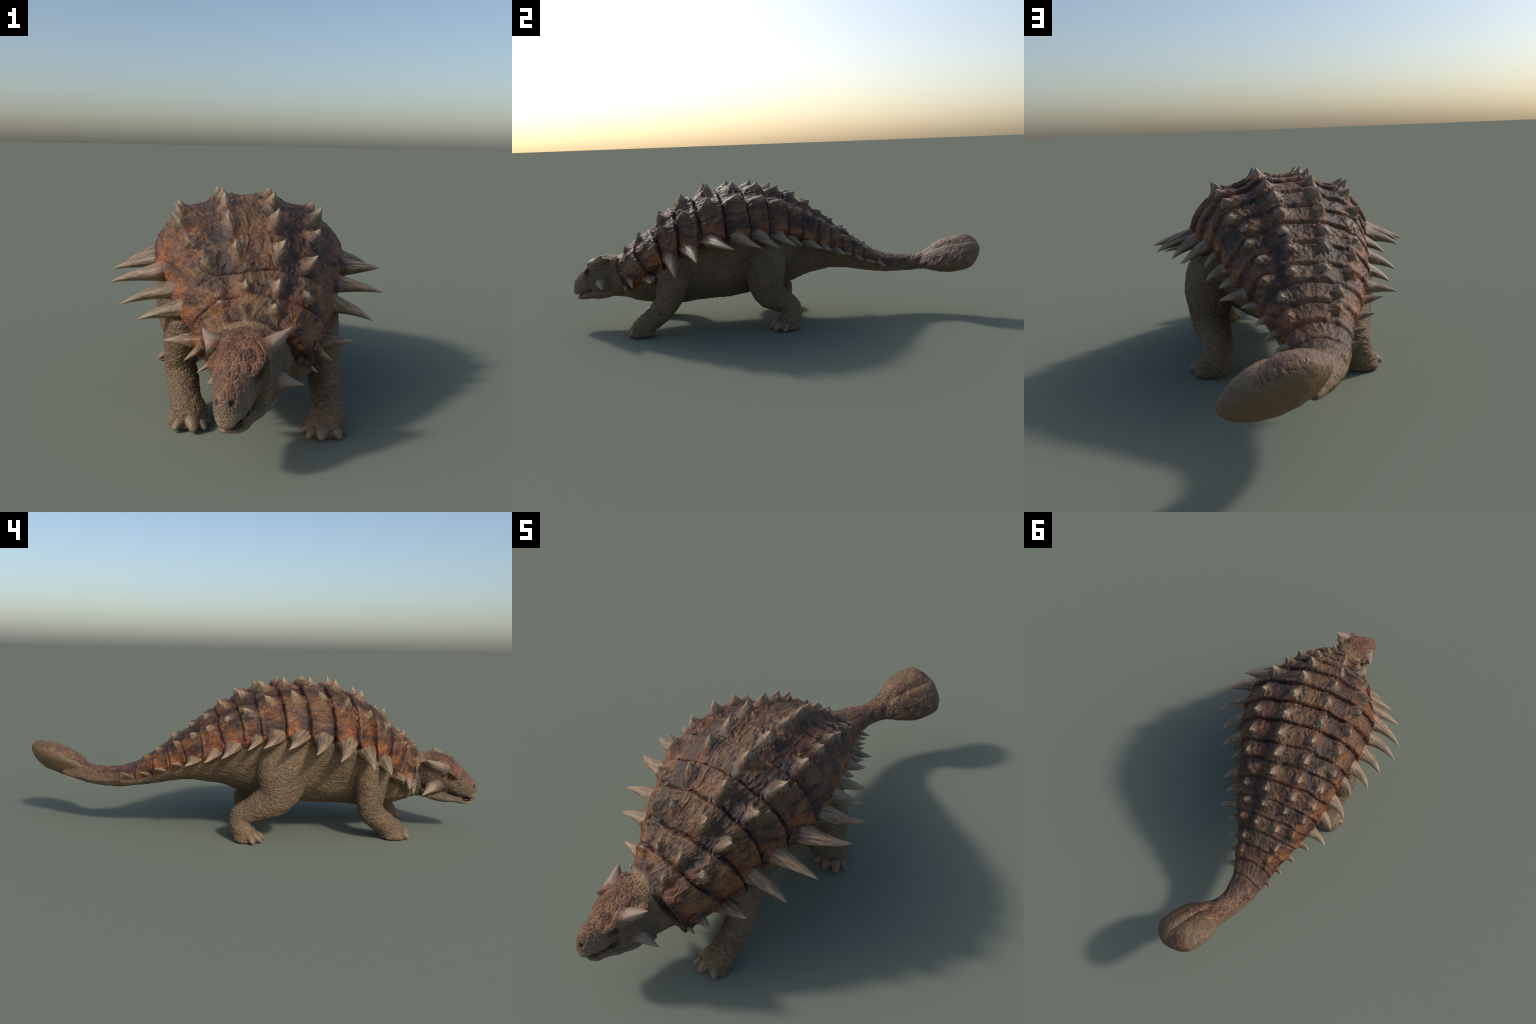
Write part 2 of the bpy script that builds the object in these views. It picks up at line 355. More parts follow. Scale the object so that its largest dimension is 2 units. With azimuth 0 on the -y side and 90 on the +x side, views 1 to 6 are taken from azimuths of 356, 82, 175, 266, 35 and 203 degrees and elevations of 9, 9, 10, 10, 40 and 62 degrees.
h += neckfold * .0022 * np.maximum(ridged(np.stack([X * 16, Y * 30 + wob, Z * 50], 1), 54), 0) ** 2
# tail end and club: stringy hide, pitted knob
TAIL = smooth(.58, .70, Y)
h += TAIL * (.0020 * fbm(V * 30, 71) + .0018 * np.maximum(ridged(V * (40, 28, 40), 72), 0) ** 2 * (1 - smooth(.75, .85, Y)))
cd = (V - CLUB) @ C2; ce = (V - CLUB) @ C1; cn = (V - CLUB) @ C3
h -= TAIL * (cn > 0) * .0035 * np.exp(-((cd + .012) / .005) ** 2) * smooth(-.13, -.06, ce) * (1 - smooth(.08, .13, ce))
pit = noise(V * 42, 73)
h -= TAIL * .0022 * smooth(.45, .75, pit)
# head: scutes on the roof, finer pebbles on the cheeks, eye sockets, nostrils
roofm = HEAD * smooth(.15, .5, N @ HU)
c1, cb = cells(V * (52, 46, 52), 81)
c2, cb2 = cells(V * 110, 82)
h += roofm * .0018 * fbm(V * 45, 84, 2) + HEAD * (1 - .7 * smooth(.17, .205, hf)) * (1 - roofm) * (.0015 * np.minimum(cb2 * 3, 1) + .0024 * fbm(V * 38, 83))
for sd in (1, -1):
    for (f0, s0, u0, dep, rad) in ((.114, .060, .261, .014, .017), (.217, .0225, .216, .010, .0075), (.135, .055, .245, .006, .020)):
        d2 = ((hf - f0) ** 2 + (hs - sd * s0) ** 2 + (hu - u0) ** 2) / rad ** 2
        h -= HEAD * dep * np.exp(-d2)
    # groove from the cheek horn to the mouth corner
    line = hu - (.186 - .16 * (hf - .04)); h -= HEAD * (np.sign(hs) == sd) * .004 * np.exp(-(line / .007) ** 2) * smooth(.0, .05, hf) * (1 - smooth(.15, .18, hf)) * (np.abs(N @ HS) > .4)
BVH0 = BVHTree.FromPolygons([tuple(p) for p in V], [tuple(int(i) for i in q) for q in F])
V = V + N * h[:, None]
V = relax(V, .35, 1, mask=(1 - HEAD)[:, None] * .8)
V[:, 2] = np.maximum(V[:, 2], 0.0)
N = vertex_normals(V)
BVH = BVHTree.FromPolygons([tuple(p) for p in V], [tuple(int(i) for i in q) for q in F])

# ---------------------------------------------------------------- colours: one hide recipe shared by every piece, driven by position
def srgb(r, g_, b):
    return tuple((c / 255 / 12.92 if c / 255 <= .04045 else ((c / 255 + .055) / 1.055) ** 2.4) for c in (r, g_, b)) + (1.,)

class Nodes:
    def __init__(self, tree):
        self.t = tree
    def new(self, kind, **kw):
        n = self.t.nodes.new(kind)
        for k, v in kw.items():
            setattr(n, k, v)
        return n
    def put(self, sock, val):
        if hasattr(val, "is_output"):
            self.t.links.new(val, sock)
        else:
            sock.default_value = val
    def math(self, op, a, b=0., c=0., clamp=False):
        n = self.new("ShaderNodeMath", operation=op, use_clamp=clamp)
        for s, v in zip(n.inputs, (a, b, c)):
            self.put(s, v)
        return n.outputs[0]
    def add(self, a, b): return self.math("ADD", a, b)
    def sub(self, a, b): return self.math("SUBTRACT", a, b)
    def mul(self, a, b): return self.math("MULTIPLY", a, b)
    def step(self, a, lo, hi):
        n = self.new("ShaderNodeMapRange", interpolation_type="SMOOTHSTEP")
        self.put(n.inputs["Value"], a); n.inputs["From Min"].default_value = lo; n.inputs["From Max"].default_value = hi
        return n.outputs[0]
    def inv(self, a): return self.math("SUBTRACT", 1., a, clamp=True)
    def mix(self, f, a, b, mode="MIX"):
        n = self.new("ShaderNodeMix", data_type="RGBA", blend_type=mode)
        self.put(n.inputs[0], f); self.put(n.inputs[6], a); self.put(n.inputs[7], b)
        return n.outputs[2]
    def mapped(self, vec, scale, rot=None):
        n = self.new("ShaderNodeMapping"); self.put(n.inputs[0], vec); n.inputs["Scale"].default_value = scale
        if rot: n.inputs["Rotation"].default_value = rot
        return n.outputs[0]
    def noise(self, vec, scale, detail=3., rough=.55, dist=0.):
        n = self.new("ShaderNodeTexNoise"); self.put(n.inputs["Vector"], vec)
        n.inputs["Scale"].default_value = scale; n.inputs["Detail"].default_value = detail; n.inputs["Roughness"].default_value = rough; n.inputs["Distortion"].default_value = dist
        return n.outputs["Fac"]
    def vor(self, vec, scale, feature="DISTANCE_TO_EDGE", out="Distance"):
        n = self.new("ShaderNodeTexVoronoi", feature=feature); self.put(n.inputs["Vector"], vec); n.inputs["Scale"].default_value = scale
        return n.outputs[out]
    def dot(self, a, b):
        n = self.new("ShaderNodeVectorMath", operation="DOT_PRODUCT"); self.put(n.inputs[0], a); self.put(n.inputs[1], b); return n.outputs["Value"]
    def vsub(self, a, b):
        n = self.new("ShaderNodeVectorMath", operation="SUBTRACT"); self.put(n.inputs[0], a); self.put(n.inputs[1], b); return n.outputs[0]
    def vadd(self, a, b):
        n = self.new("ShaderNodeVectorMath", operation="ADD"); self.put(n.inputs[0], a); self.put(n.inputs[1], b); return n.outputs[0]
    def vscale(self, a, k):
        n = self.new("ShaderNodeVectorMath", operation="SCALE"); self.put(n.inputs[0], a); self.put(n.inputs["Scale"], k); return n.outputs[0]
    def profile(self, v, xs, ys):
        """A piecewise profile of a coordinate as a Float Curve node."""
        xs, ys = np.asarray(xs, float), np.asarray(ys, float)
        x0, x1, y0, y1 = xs.min(), xs.max(), ys.min(), ys.max() + 1e-9
        n = self.new("ShaderNodeFloatCurve"); cu = n.mapping.curves[0]
        while len(cu.points) > 2:
            cu.points.remove(cu.points[1])
        pts = [((x - x0) / (x1 - x0), (y - y0) / (y1 - y0)) for x, y in zip(xs, ys)]
        cu.points[0].location, cu.points[1].location = pts[0], pts[-1]
        for p in pts[1:-1]:
            cu.points.new(*p)
        for p in cu.points:
            p.handle_type = "VECTOR"
        n.mapping.update()
        self.put(n.inputs["Value"], self.math("DIVIDE", self.sub(v, x0), x1 - x0, clamp=True))
        return self.add(self.mul(n.outputs[0], y1 - y0), y0)

def hide_group():
    """Node group: base colour, roughness and bump height of the skin at a point."""
    gt = bpy.data.node_groups.new("hide_recipe", "ShaderNodeTree")
    for nm, ty in (("Colour", "NodeSocketColor"), ("Roughness", "NodeSocketFloat"), ("Height", "NodeSocketFloat")):
        gt.interface.new_socket(nm, in_out="OUTPUT", socket_type=ty)
    n = Nodes(gt)
    geo = n.new("ShaderNodeNewGeometry"); P, NRM, POINT = geo.outputs["Position"], geo.outputs["Normal"], geo.outputs["Pointiness"]
    sep = n.new("ShaderNodeSeparateXYZ"); n.put(sep.inputs[0], P); x, y, z = sep.outputs
    ns = n.new("ShaderNodeSeparateXYZ"); n.put(ns.inputs[0], NRM); nz = ns.outputs[2]
    ys = np.linspace(-.80, .80, 33)
    prof = lambda c: n.profile(y, ys, c(ys))
    xm, tn, zt, ze, kl = prof(x_mid), prof(turn), prof(z_top), prof(z_edge), prof(k_lean)
    wobble = n.sub(n.noise(P, 30, 2), .5)
    s = n.sub(n.sub(y, n.mul(tn, n.sub(x, xm))), n.mul(kl, n.sub(zt, z)))
    s = n.add(s, n.mul(wobble, .012))
    gr = np.array(GROOVES)
    idx = n.profile(s, gr, np.arange(len(gr)))
    phi_ = n.math("FRACT", n.add(idx, 1e-4))
    lat = n.math("ABSOLUTE", n.sub(x, xm))
    above = n.sub(z, ze)
    D = n.vsub(P, tuple(H0)); f = n.dot(D, tuple(HF)); hs_ = n.dot(D, tuple(HS)); u = n.dot(D, tuple(HU))
    head = n.mul(n.step(f, -.040, -.015), n.math("LESS_THAN", y, -.70))
    arm = n.mul(n.mul(n.step(n.add(above, n.mul(wobble, .02)), -.030, -.016), n.step(s, -.776, -.766)), n.inv(head))
    fade = n.step(n.add(y, n.mul(wobble, .10)), .50, .66)

    # --- plain hide: olive brown with pale net of skin lines
    streak = n.mapped(P, (1., 1., 1.))
    warp = n.vadd(P, n.vscale(n.new("ShaderNodeTexNoise").outputs["Color"], 0.0))
    wn = n.new("ShaderNodeTexNoise"); n.put(wn.inputs["Vector"], P); wn.inputs["Scale"].default_value = 28; wn.inputs["Detail"].default_value = 3
    warp = n.vadd(P, n.vscale(n.vsub(wn.outputs["Color"], (.5, .5, .5)), .022))
    soft = n.vadd(P, n.vscale(n.vsub(wn.outputs['Color'], (.5, .5, .5)), .007))
    net = n.vor(n.mapped(soft, (1., 1., 1.25)), 52)
    net2 = n.vor(soft, 120)
    line = n.inv(n.step(net, .0, .10)); line2 = n.inv(n.step(net2, .0, .16))
    big = n.noise(P, 7, 4, .6); mid = n.noise(P, 26, 4, .6); fine = n.noise(P, 140, 3, .6)
    hide = n.mix(n.step(big, .32, .68), srgb(88, 69, 52), srgb(120, 96, 72))
    hide = n.mix(n.mul(n.step(mid, .48, .72), .60), hide, srgb(70, 56, 43))
    hide = n.mix(n.mul(line, n.mul(n.step(mid, .34, .60), .60)), hide, srgb(150, 126, 94))
    hide = n.mix(n.mul(line2, .30), hide, srgb(148, 126, 96))
    hide = n.mix(n.mul(n.step(fine, .55, .75), .30), hide, srgb(72, 60, 46))

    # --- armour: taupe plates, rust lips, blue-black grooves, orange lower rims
    long = n.mapped(P, (1., .38, 1.))
    a1 = n.noise(long, 24, 5, .62, .6); a2 = n.noise(long, 62, 4, .6, .8); a3 = n.noise(P, 9, 3, .55)
    rearm = n.inv(n.mul(n.step(y, -.10, .15), .6))
    vein = n.math("ABSOLUTE", n.sub(n.noise(long, 44, 3, .6, .5), .5)); vein = n.inv(n.step(vein, 0, .07))
    arm_c = n.mix(n.step(a1, .30, .70), srgb(38, 30, 28), srgb(104, 80, 60))
    arm_c = n.mix(n.mul(n.step(a3, .45, .68), .55), arm_c, srgb(112, 72, 40))
    arm_c = n.mix(n.mul(n.step(a2, .52, .74), .65), arm_c, srgb(42, 33, 31))
    arm_c = n.mix(n.mul(vein, n.mul(n.step(a3, .30, .62), .55)), arm_c, srgb(152, 100, 56))
    rim = n.inv(n.step(n.add(above, n.mul(n.sub(a1, .5), .16)), -.01, .11))
    rust = n.mix(n.step(a1, .38, .66), srgb(78, 47, 32), srgb(154, 90, 46))
    arm_c = n.mix(n.mul(rim, n.add(.45, n.mul(n.step(a3, .35, .6), .50))), arm_c, rust)
    lip = n.mul(n.step(n.add(phi_, n.mul(n.sub(a2, .5), .3)), .86, .97), n.mul(rearm, .60))
    arm_c = n.mix(lip, arm_c, n.mix(n.step(a1, .40, .62), srgb(84, 52, 38), srgb(140, 86, 52)))
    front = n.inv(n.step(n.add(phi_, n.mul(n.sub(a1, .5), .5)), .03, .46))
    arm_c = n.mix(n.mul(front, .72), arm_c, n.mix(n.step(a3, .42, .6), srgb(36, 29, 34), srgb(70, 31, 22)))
    crack = n.math("MAXIMUM", n.inv(n.step(phi_, .0, .035)), n.step(phi_, .975, .995))
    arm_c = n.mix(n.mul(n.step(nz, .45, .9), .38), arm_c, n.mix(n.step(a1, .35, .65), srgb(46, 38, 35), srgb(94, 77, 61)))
    patch = n.noise(n.mapped(P, (1., .7, 1.)), 15, 4, .65, .4)
    arm_c = n.mix(n.mul(n.step(patch, .56, .70), .40), arm_c, srgb(132, 104, 74))
    arm_c = n.mix(n.mul(n.inv(n.step(patch, .34, .47)), .68), arm_c, srgb(40, 31, 30))
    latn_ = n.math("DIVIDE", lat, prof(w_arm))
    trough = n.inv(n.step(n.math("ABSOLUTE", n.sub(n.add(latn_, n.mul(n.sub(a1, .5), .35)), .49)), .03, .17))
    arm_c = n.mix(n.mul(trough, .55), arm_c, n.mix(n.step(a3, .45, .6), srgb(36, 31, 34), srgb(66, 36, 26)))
    gam = n.new("ShaderNodeGamma"); n.put(gam.inputs[0], arm_c); gam.inputs[1].default_value = 1.10
    arm_c = n.mix(1., gam.outputs[0], (1.36, 1.27, 1.08, 1.), "MULTIPLY")
    arm_c = n.mix(n.mul(crack, n.step(a3, .25, .6)), arm_c, srgb(30, 22, 24))
    saddle = n.inv(n.step(lat, .03, .10))
    arm_c = n.mix(n.mul(saddle, n.mul(n.step(a2, .40, .62), .35)), arm_c, srgb(132, 104, 76))

    # --- tail end and club
    cd_ = n.vsub(P, tuple(CLUB)); cup = n.dot(cd_, tuple(C3))
    topm = n.step(n.add(n.dot(NRM, tuple(C3 * .5 + np.array([0, 0, .5]))), n.mul(n.sub(a1, .5), 1.0)), -.05, .35)
    cn_ = n.vor(warp, 75)
    tail_c = n.mix(n.step(a1, .30, .66), srgb(62, 42, 36), srgb(104, 74, 54))
    tail_c = n.mix(n.mul(n.inv(n.step(cn_, 0, .12)), n.mul(n.step(mid, .36, .62), .7)), tail_c, srgb(166, 128, 84))
    tail_c = n.mix(n.mul(n.step(y, .82, .92), n.mul(n.step(big, .42, .62), .7)), tail_c, srgb(126, 104, 72))
    tail_u = n.mix(.6, hide, srgb(110, 88, 64))
    tail_u = n.mix(n.mul(n.step(y, .90, .97), .6), tail_u, srgb(120, 92, 60))
    tail_c = n.mix(topm, tail_u, tail_c)

    # --- head: brick red scutes on the roof, grey-brown cheeks, paler beak
    up = n.dot(NRM, tuple(HU))
    roof_m = n.mul(n.step(n.add(up, n.mul(wobble, .5)), .10, .50), n.step(n.add(u, n.mul(f, .35)), .26, .30))
    sc = n.vor(n.mapped(soft, (54, 48, 54)), 1.)
    red = n.mix(n.step(mid, .35, .65), srgb(80, 51, 38), srgb(120, 80, 57))
    red = n.mix(n.mul(n.step(f, .12, .20), .55), red, srgb(112, 84, 70))
    red = n.mix(n.mul(n.inv(n.step(f, -.02, .05)), .75), red, srgb(136, 112, 76))
    red = n.mix(n.mul(n.inv(n.step(sc, .0, .12)), n.mul(n.step(mid, .30, .62), .70)), red, srgb(150, 114, 82))
    cheek = n.mix(n.step(big, .40, .62), srgb(92, 76, 60), srgb(114, 95, 74))
    cheek = n.mix(n.mul(n.step(mid, .5, .7), .6), cheek, srgb(70, 56, 44))
    cheek = n.mix(n.mul(line2, .45), cheek, srgb(160, 138, 110))
    cheek = n.mix(n.mul(n.step(u, .19, .23), n.mul(n.inv(n.step(u, .28, .31)), n.mul(n.inv(n.step(f, .12, .17)), .45))), cheek, srgb(84, 62, 50))
    head_c = n.mix(roof_m, cheek, red)
    beak = n.mul(n.step(f, .17, .215), n.inv(n.step(u, .165, .20)))
    head_c = n.mix(n.mul(beak, .6), head_c, srgb(156, 132, 106))
    absS = n.math("ABSOLUTE", hs_)
    def spot(f0, s0, u0, r):
        q = n.math("SQRT", n.add(n.add(n.math("POWER", n.sub(f, f0), 2.), n.math("POWER", n.sub(absS, s0), 2.)), n.math("POWER", n.sub(u, u0), 2.)))
        return n.inv(n.step(q, r * .5, r))
    dark = n.math("MAXIMUM", spot(.217, .0225, .216, .0115), n.mul(spot(.114, .060, .262, .024), .75))
    head_c = n.mix(n.mul(dark, .85), head_c, srgb(34, 26, 22))

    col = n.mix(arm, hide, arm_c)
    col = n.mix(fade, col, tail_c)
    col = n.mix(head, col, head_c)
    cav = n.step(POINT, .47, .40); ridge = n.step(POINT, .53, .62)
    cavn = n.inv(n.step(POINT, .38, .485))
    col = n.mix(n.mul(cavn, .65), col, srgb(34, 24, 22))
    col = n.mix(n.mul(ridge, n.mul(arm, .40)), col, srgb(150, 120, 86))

    rough = n.add(n.mul(arm, -.14), n.add(n.mul(fine, .16), .62))
    hgt_hide = n.add(n.mul(n.step(net, 0, .22), n.mul(n.step(big, .35, .65), .55)), n.add(n.mul(n.step(net2, 0, .25), .5), n.mul(fine, .7)))
    hgt_arm = n.add(n.mul(a2, 1.1), n.add(n.mul(a1, 1.4), n.mul(n.noise(long, 150, 4, .6), .9)))
    hgt_head = n.add(n.mul(n.step(sc, 0, .30), n.mul(roof_m, .9)), n.add(n.mul(n.step(net2, 0, .25), .5), n.mul(fine, .5)))
    mixf = n.new("ShaderNodeMix", data_type="FLOAT"); n.put(mixf.inputs[0], arm); n.put(mixf.inputs[2], hgt_hide); n.put(mixf.inputs[3], hgt_arm)
    mixh = n.new("ShaderNodeMix", data_type="FLOAT"); n.put(mixh.inputs[0], head); n.put(mixh.inputs[2], mixf.outputs[0]); n.put(mixh.inputs[3], hgt_head)
    out = n.new("NodeGroupOutput")
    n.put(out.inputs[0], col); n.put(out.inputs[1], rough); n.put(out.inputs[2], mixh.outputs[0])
    return gt

HIDE_GROUP = hide_group()
def material(name, build):
    m = bpy.data.materials.new(name); m.use_nodes = True; t = m.node_tree; t.nodes.clear(); n = Nodes(t)
    b = n.new("ShaderNodeBsdfPrincipled"); o = n.new("ShaderNodeOutputMaterial"); t.links.new(b.outputs[0], o.inputs[0])
    build(n, b)
    return m
def hide_nodes(n):
    gnode = n.new("ShaderNodeGroup"); gnode.node_tree = HIDE_GROUP
    return gnode.outputs["Colour"], gnode.outputs["Roughness"], gnode.outputs["Height"]
def bumped(n, b, height, dist, strength=1.):
    k = n.new("ShaderNodeBump"); k.inputs["Strength"].default_value = strength; k.inputs["Distance"].default_value = dist
    n.put(k.inputs["Height"], height); n.put(b.inputs["Normal"], k.outputs[0])
def hide_build(n, b):
    c, r, h_ = hide_nodes(n)
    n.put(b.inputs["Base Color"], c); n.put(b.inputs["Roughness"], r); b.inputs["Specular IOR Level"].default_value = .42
    bumped(n, b, h_, .0034, 1.)
HIDE_MAT = material("scaly_hide", hide_build)

def horn_build(lo, hi, tint=None, noisy=.35):
    """Keratin that grows out of the hide: hide colour at the root, streaked horn above."""
    def build(n, b):
        c, r, h_ = hide_nodes(n)
        tc = n.new("ShaderNodeTexCoord"); sp = n.new("ShaderNodeSeparateXYZ"); n.put(sp.inputs[0], tc.outputs["Generated"])
        info = n.new("ShaderNodeObjectInfo")
        off = n.vadd(tc.outputs["Object"], n.vscale(info.outputs["Location"], 7.))
        st = n.noise(n.mapped(off, (1., 1., .12)), 110, 4, .6, .3)
        st2 = n.noise(n.mapped(off, (1., 1., .25)), 260, 3, .6)
        blot = n.noise(off, 30, 3, .6)
        t_ = n.add(sp.outputs[2], n.mul(n.sub(st, .5), noisy))
        horn = n.mix(n.step(st, .34, .66), srgb(94, 75, 55), srgb(156, 130, 99))
        horn = n.mix(n.mul(n.step(blot, .45, .68), .45), horn, srgb(128, 108, 96))
        horn = n.mix(n.mul(n.step(st2, .55, .72), .4), horn, srgb(84, 68, 54))
        horn = n.mix(n.mul(n.step(sp.outputs[2], .55, 1.0), .55), horn, srgb(174, 149, 121))
        horn = n.mix(n.mul(info.outputs["Random"], .22), horn, srgb(112, 104, 84))
        if tint:
            horn = n.mix(.75, horn, tint)
        n.put(b.inputs["Base Color"], n.mix(n.step(t_, lo, hi), c, horn))
        b.inputs["Roughness"].default_value = .52; b.inputs["Specular IOR Level"].default_value = .45
        bumped(n, b, n.add(n.mul(st, 1.4), st2), .0016, .9)
    return build
SPIKE_MAT = material("ridged_spike_horn", horn_build(.34, .88))
FLANK_MAT = material("flank_spike_horn", horn_build(.10, .24, noisy=.16))
COLLAR_MAT = material("collar_spike_horn", horn_build(.22, .50))
AMBER_MAT = material("amber_spike_horn", horn_build(.24, .7, srgb(124, 82, 36)))
HEADHORN_MAT = material("smooth_head_horn", horn_build(.16, .42, srgb(146, 124, 106)))
CLAW_MAT = material("claw_horn", horn_build(.06, .30, srgb(118, 98, 76)))
def eye_build(n, b):
    tc = n.new("ShaderNodeTexCoord"); sp = n.new("ShaderNodeSeparateXYZ"); n.put(sp.inputs[0], tc.outputs["Object"])
    r = n.math("SQRT", n.add(n.math("POWER", sp.outputs[0], 2.), n.math("POWER", sp.outputs[1], 2.)))
    iris = n.mix(n.noise(tc.outputs["Object"], 300, 3), srgb(186, 84, 40), srgb(150, 52, 26))
    c = n.mix(n.step(r, .0058, .0072), iris, srgb(30, 18, 14)); c = n.mix(n.step(r, .0018, .0024), srgb(8, 6, 6), c)
    n.put(b.inputs["Base Color"], c); b.inputs["Roughness"].default_value = .12
EYE_MAT = material("orange_eye", eye_build)
def mouth_build(n, b):
    geo = n.new("ShaderNodeNewGeometry")
    n.put(b.inputs["Base Color"], n.mix(n.noise(geo.outputs["Position"], 120, 3), srgb(62, 22, 24), srgb(88, 36, 36))); b.inputs["Roughness"].default_value = .4
MOUTH_MAT = material("moist_mouth", mouth_build)

# ---------------------------------------------------------------- objects
COL = bpy.context.scene.collection
ROOT = bpy.data.objects.new("armored_dinosaur", None); COL.objects.link(ROOT)
ROOT["label"] = "walking armored dinosaur with spiked back and club tail"; ROOT["category"] = "dinosaur"
def link(name, me, mat, parent):
    ob = bpy.data.objects.new(name, me); COL.objects.link(ob); ob.parent = parent
    if mat and not me.materials: me.materials.append(mat)
    return ob

# split the seamless skin into anatomical regions
C = V[F].mean(1)
cf, cs_, cu_ = head_coords(C)
cS = ring_coord(C)
cz = C[:, 2] - z_edge(C[:, 1])
carm = (cz > -.022) & (cS > -.768) & (C[:, 1] < .60)
crng = np.clip(np.searchsorted(g, cS) - 1, 0, len(g) - 2)
region = np.full(len(C), "torso", dtype=object)
region[C[:, 1] > .13] = "tail"
region[((C - CLUB) @ C1 > -.10) & (C[:, 1] > .70)] = "tail_club"
region[(C[:, 1] < -.66)] = "neck"
region[(cf > -.03) & (C[:, 1] < -.70)] = "head"
legs = {}
for nm, pts in LIMBS.items():
    p = np.array(pts); d = np.full(len(C), 9.)
    for a, b_ in zip(p[:-1], p[1:]):
        ab = b_[:3] - a[:3]; t = np.clip(((C - a[:3]) @ ab) / (ab @ ab), 0, 1)
        rr = (a[3:] * (1 - t[:, None]) + b_[3:] * t[:, None]).max(1)
        d = np.minimum(d, np.linalg.norm(C - a[:3] - t[:, None] * ab, axis=1) - rr)
    m = (d < .022) & (np.sign(C[:, 0]) == np.sign(p[0, 0])) & (C[:, 2] < .29 if nm[0] == "f" else C[:, 2] < .36)
    m |= (C[:, 2] < .10) & (np.sign(C[:, 0]) == np.sign(p[0, 0])) & (C[:, 1] < -.3 if nm[0] == "f" else (C[:, 1] > -.3) & (C[:, 1] < .3))
    region[m & (region == "torso") | (m & (C[:, 2] < .1))] = nm
for i in range(len(g) - 1):
    region[carm & (crng == i) & (region != "head")] = "band%d" % i
PARTS = {}
def piece(key, name, parent):
    sel = F[region == key]
    if not len(sel): return None
    used, inv_ = np.unique(sel, return_inverse=True)
    me = bpy.data.meshes.new(name)
    me.from_pydata([tuple(p) for p in V[used]], [], [tuple(int(i) for i in q) for q in inv_.reshape(-1, 4)]); me.update()
    me.polygons.foreach_set("use_smooth", np.ones(len(me.polygons), bool))
    me.normals_split_custom_set_from_vertices([tuple(v) for v in N[used]])
    PARTS[key] = link(name, me, HIDE_MAT, parent)
    return PARTS[key]
for k in ("head", "neck", "torso", "tail", "tail_club"):
    piece(k, k, ROOT)
for k in LIMBS:
    piece(k, k[:-2], ROOT)
for i in range(len(g) - 1):
    piece("band%d" % i, "armor_band", ROOT)

def horn_mesh(P0, P1, P2, n0, across, ra, rb, power, keel, flare=.25, seg=26, rings=22, seed=0, ridge=.07):
    """Horn along a bent spine P0-P1-P2; ra along the body, rb across; returns verts and faces."""
    rng = np.random.default_rng(seed)
    amps = rng.normal(0, 1, 5); phs = rng.uniform(0, 6.28, 5); fr = np.array([3, 5, 7, 9, 12])
    a = np.linspace(0, 2 * math.pi, seg, endpoint=False)
    ca, sa = np.cos(a), np.sin(a)
    shape = 1 / (np.abs(ca) ** keel + np.abs(sa) ** keel) ** (1 / keel)
    out = []
    for i in range(rings + 1):
        u = i / rings; u = u ** .9
        c = (1 - u) ** 2 * P0 + 2 * u * (1 - u) * P1 + u * u * P2
        t = unit(2 * (1 - u) * (P1 - P0) + 2 * u * (P2 - P1))
        k = smooth(0, .45, u); d = unit(n0 * (1 - k) + t * k)
        B = unit(across - (across @ d) * d); A = np.cross(d, B)
        r = max((1 - u) ** power, .012) * (1 + flare * math.exp(-u / .10)) * (1 - .12 * math.sin(math.pi * u) * (power > .9))
        rid = 1 + ridge * (1 - u * .6) * sum(am * np.sin(f_ * a + p_ + u * 1.5) for am, f_, p_ in zip(amps, fr, phs)) / 2.2
        out.append(c + np.outer(ca * shape * rid * r * rb, B) + np.outer(sa * shape * rid * r * ra, A))
    v = np.vstack(out); f = []
    for i in range(rings):
        for j in range(seg):
            q = (j + 1) % seg; f.append((i * seg + j, i * seg + q, (i + 1) * seg + q, (i + 1) * seg + j))
    f.append(tuple(range(seg))[::-1]); v = np.vstack([v, P2]); f += [(rings * seg + j, rings * seg + (j + 1) % seg, len(v) - 1) for j in range(seg)]
    return v, f
def horn_object(name, v, f, base, tip, fwd, mat, parent):
    """Give the horn its own frame: origin at its root, local z toward its tip."""
    z_ = unit(tip - base); y_ = unit(fwd - (fwd @ z_) * z_); x_ = np.cross(y_, z_)
    Rm = np.stack([x_, y_, z_], 1)
    me = bpy.data.meshes.new(name); me.from_pydata([tuple(p) for p in (v - base) @ Rm], [], f); me.update()
    me.polygons.foreach_set("use_smooth", np.ones(len(me.polygons), bool))
    ob = link(name, me, mat, parent)
    ob.matrix_world = Matrix.Translation(Vector(base)) @ Matrix(Rm.tolist()).to_4x4()
    return ob

def nearest(p):
    co, no, _, d = BVH.find_nearest(Vector(p)); return np.array(co), np.array(no), d
def drop(p, n):
    """Point of the skin straight below p, looking along -n."""
    co, no, _, d = BVH.ray_cast(Vector(p + n * .045), Vector(-n), .14)
    return (np.array(co), np.array(n)) if co is not None else nearest(p)[:2]
BACK = np.array([0, 1., 0])
def ring_part(y):
    i = int(np.clip(np.searchsorted(g, y) - 1, 0, len(g) - 2))
    return PARTS.get("band%d" % i, PARTS["tail"])

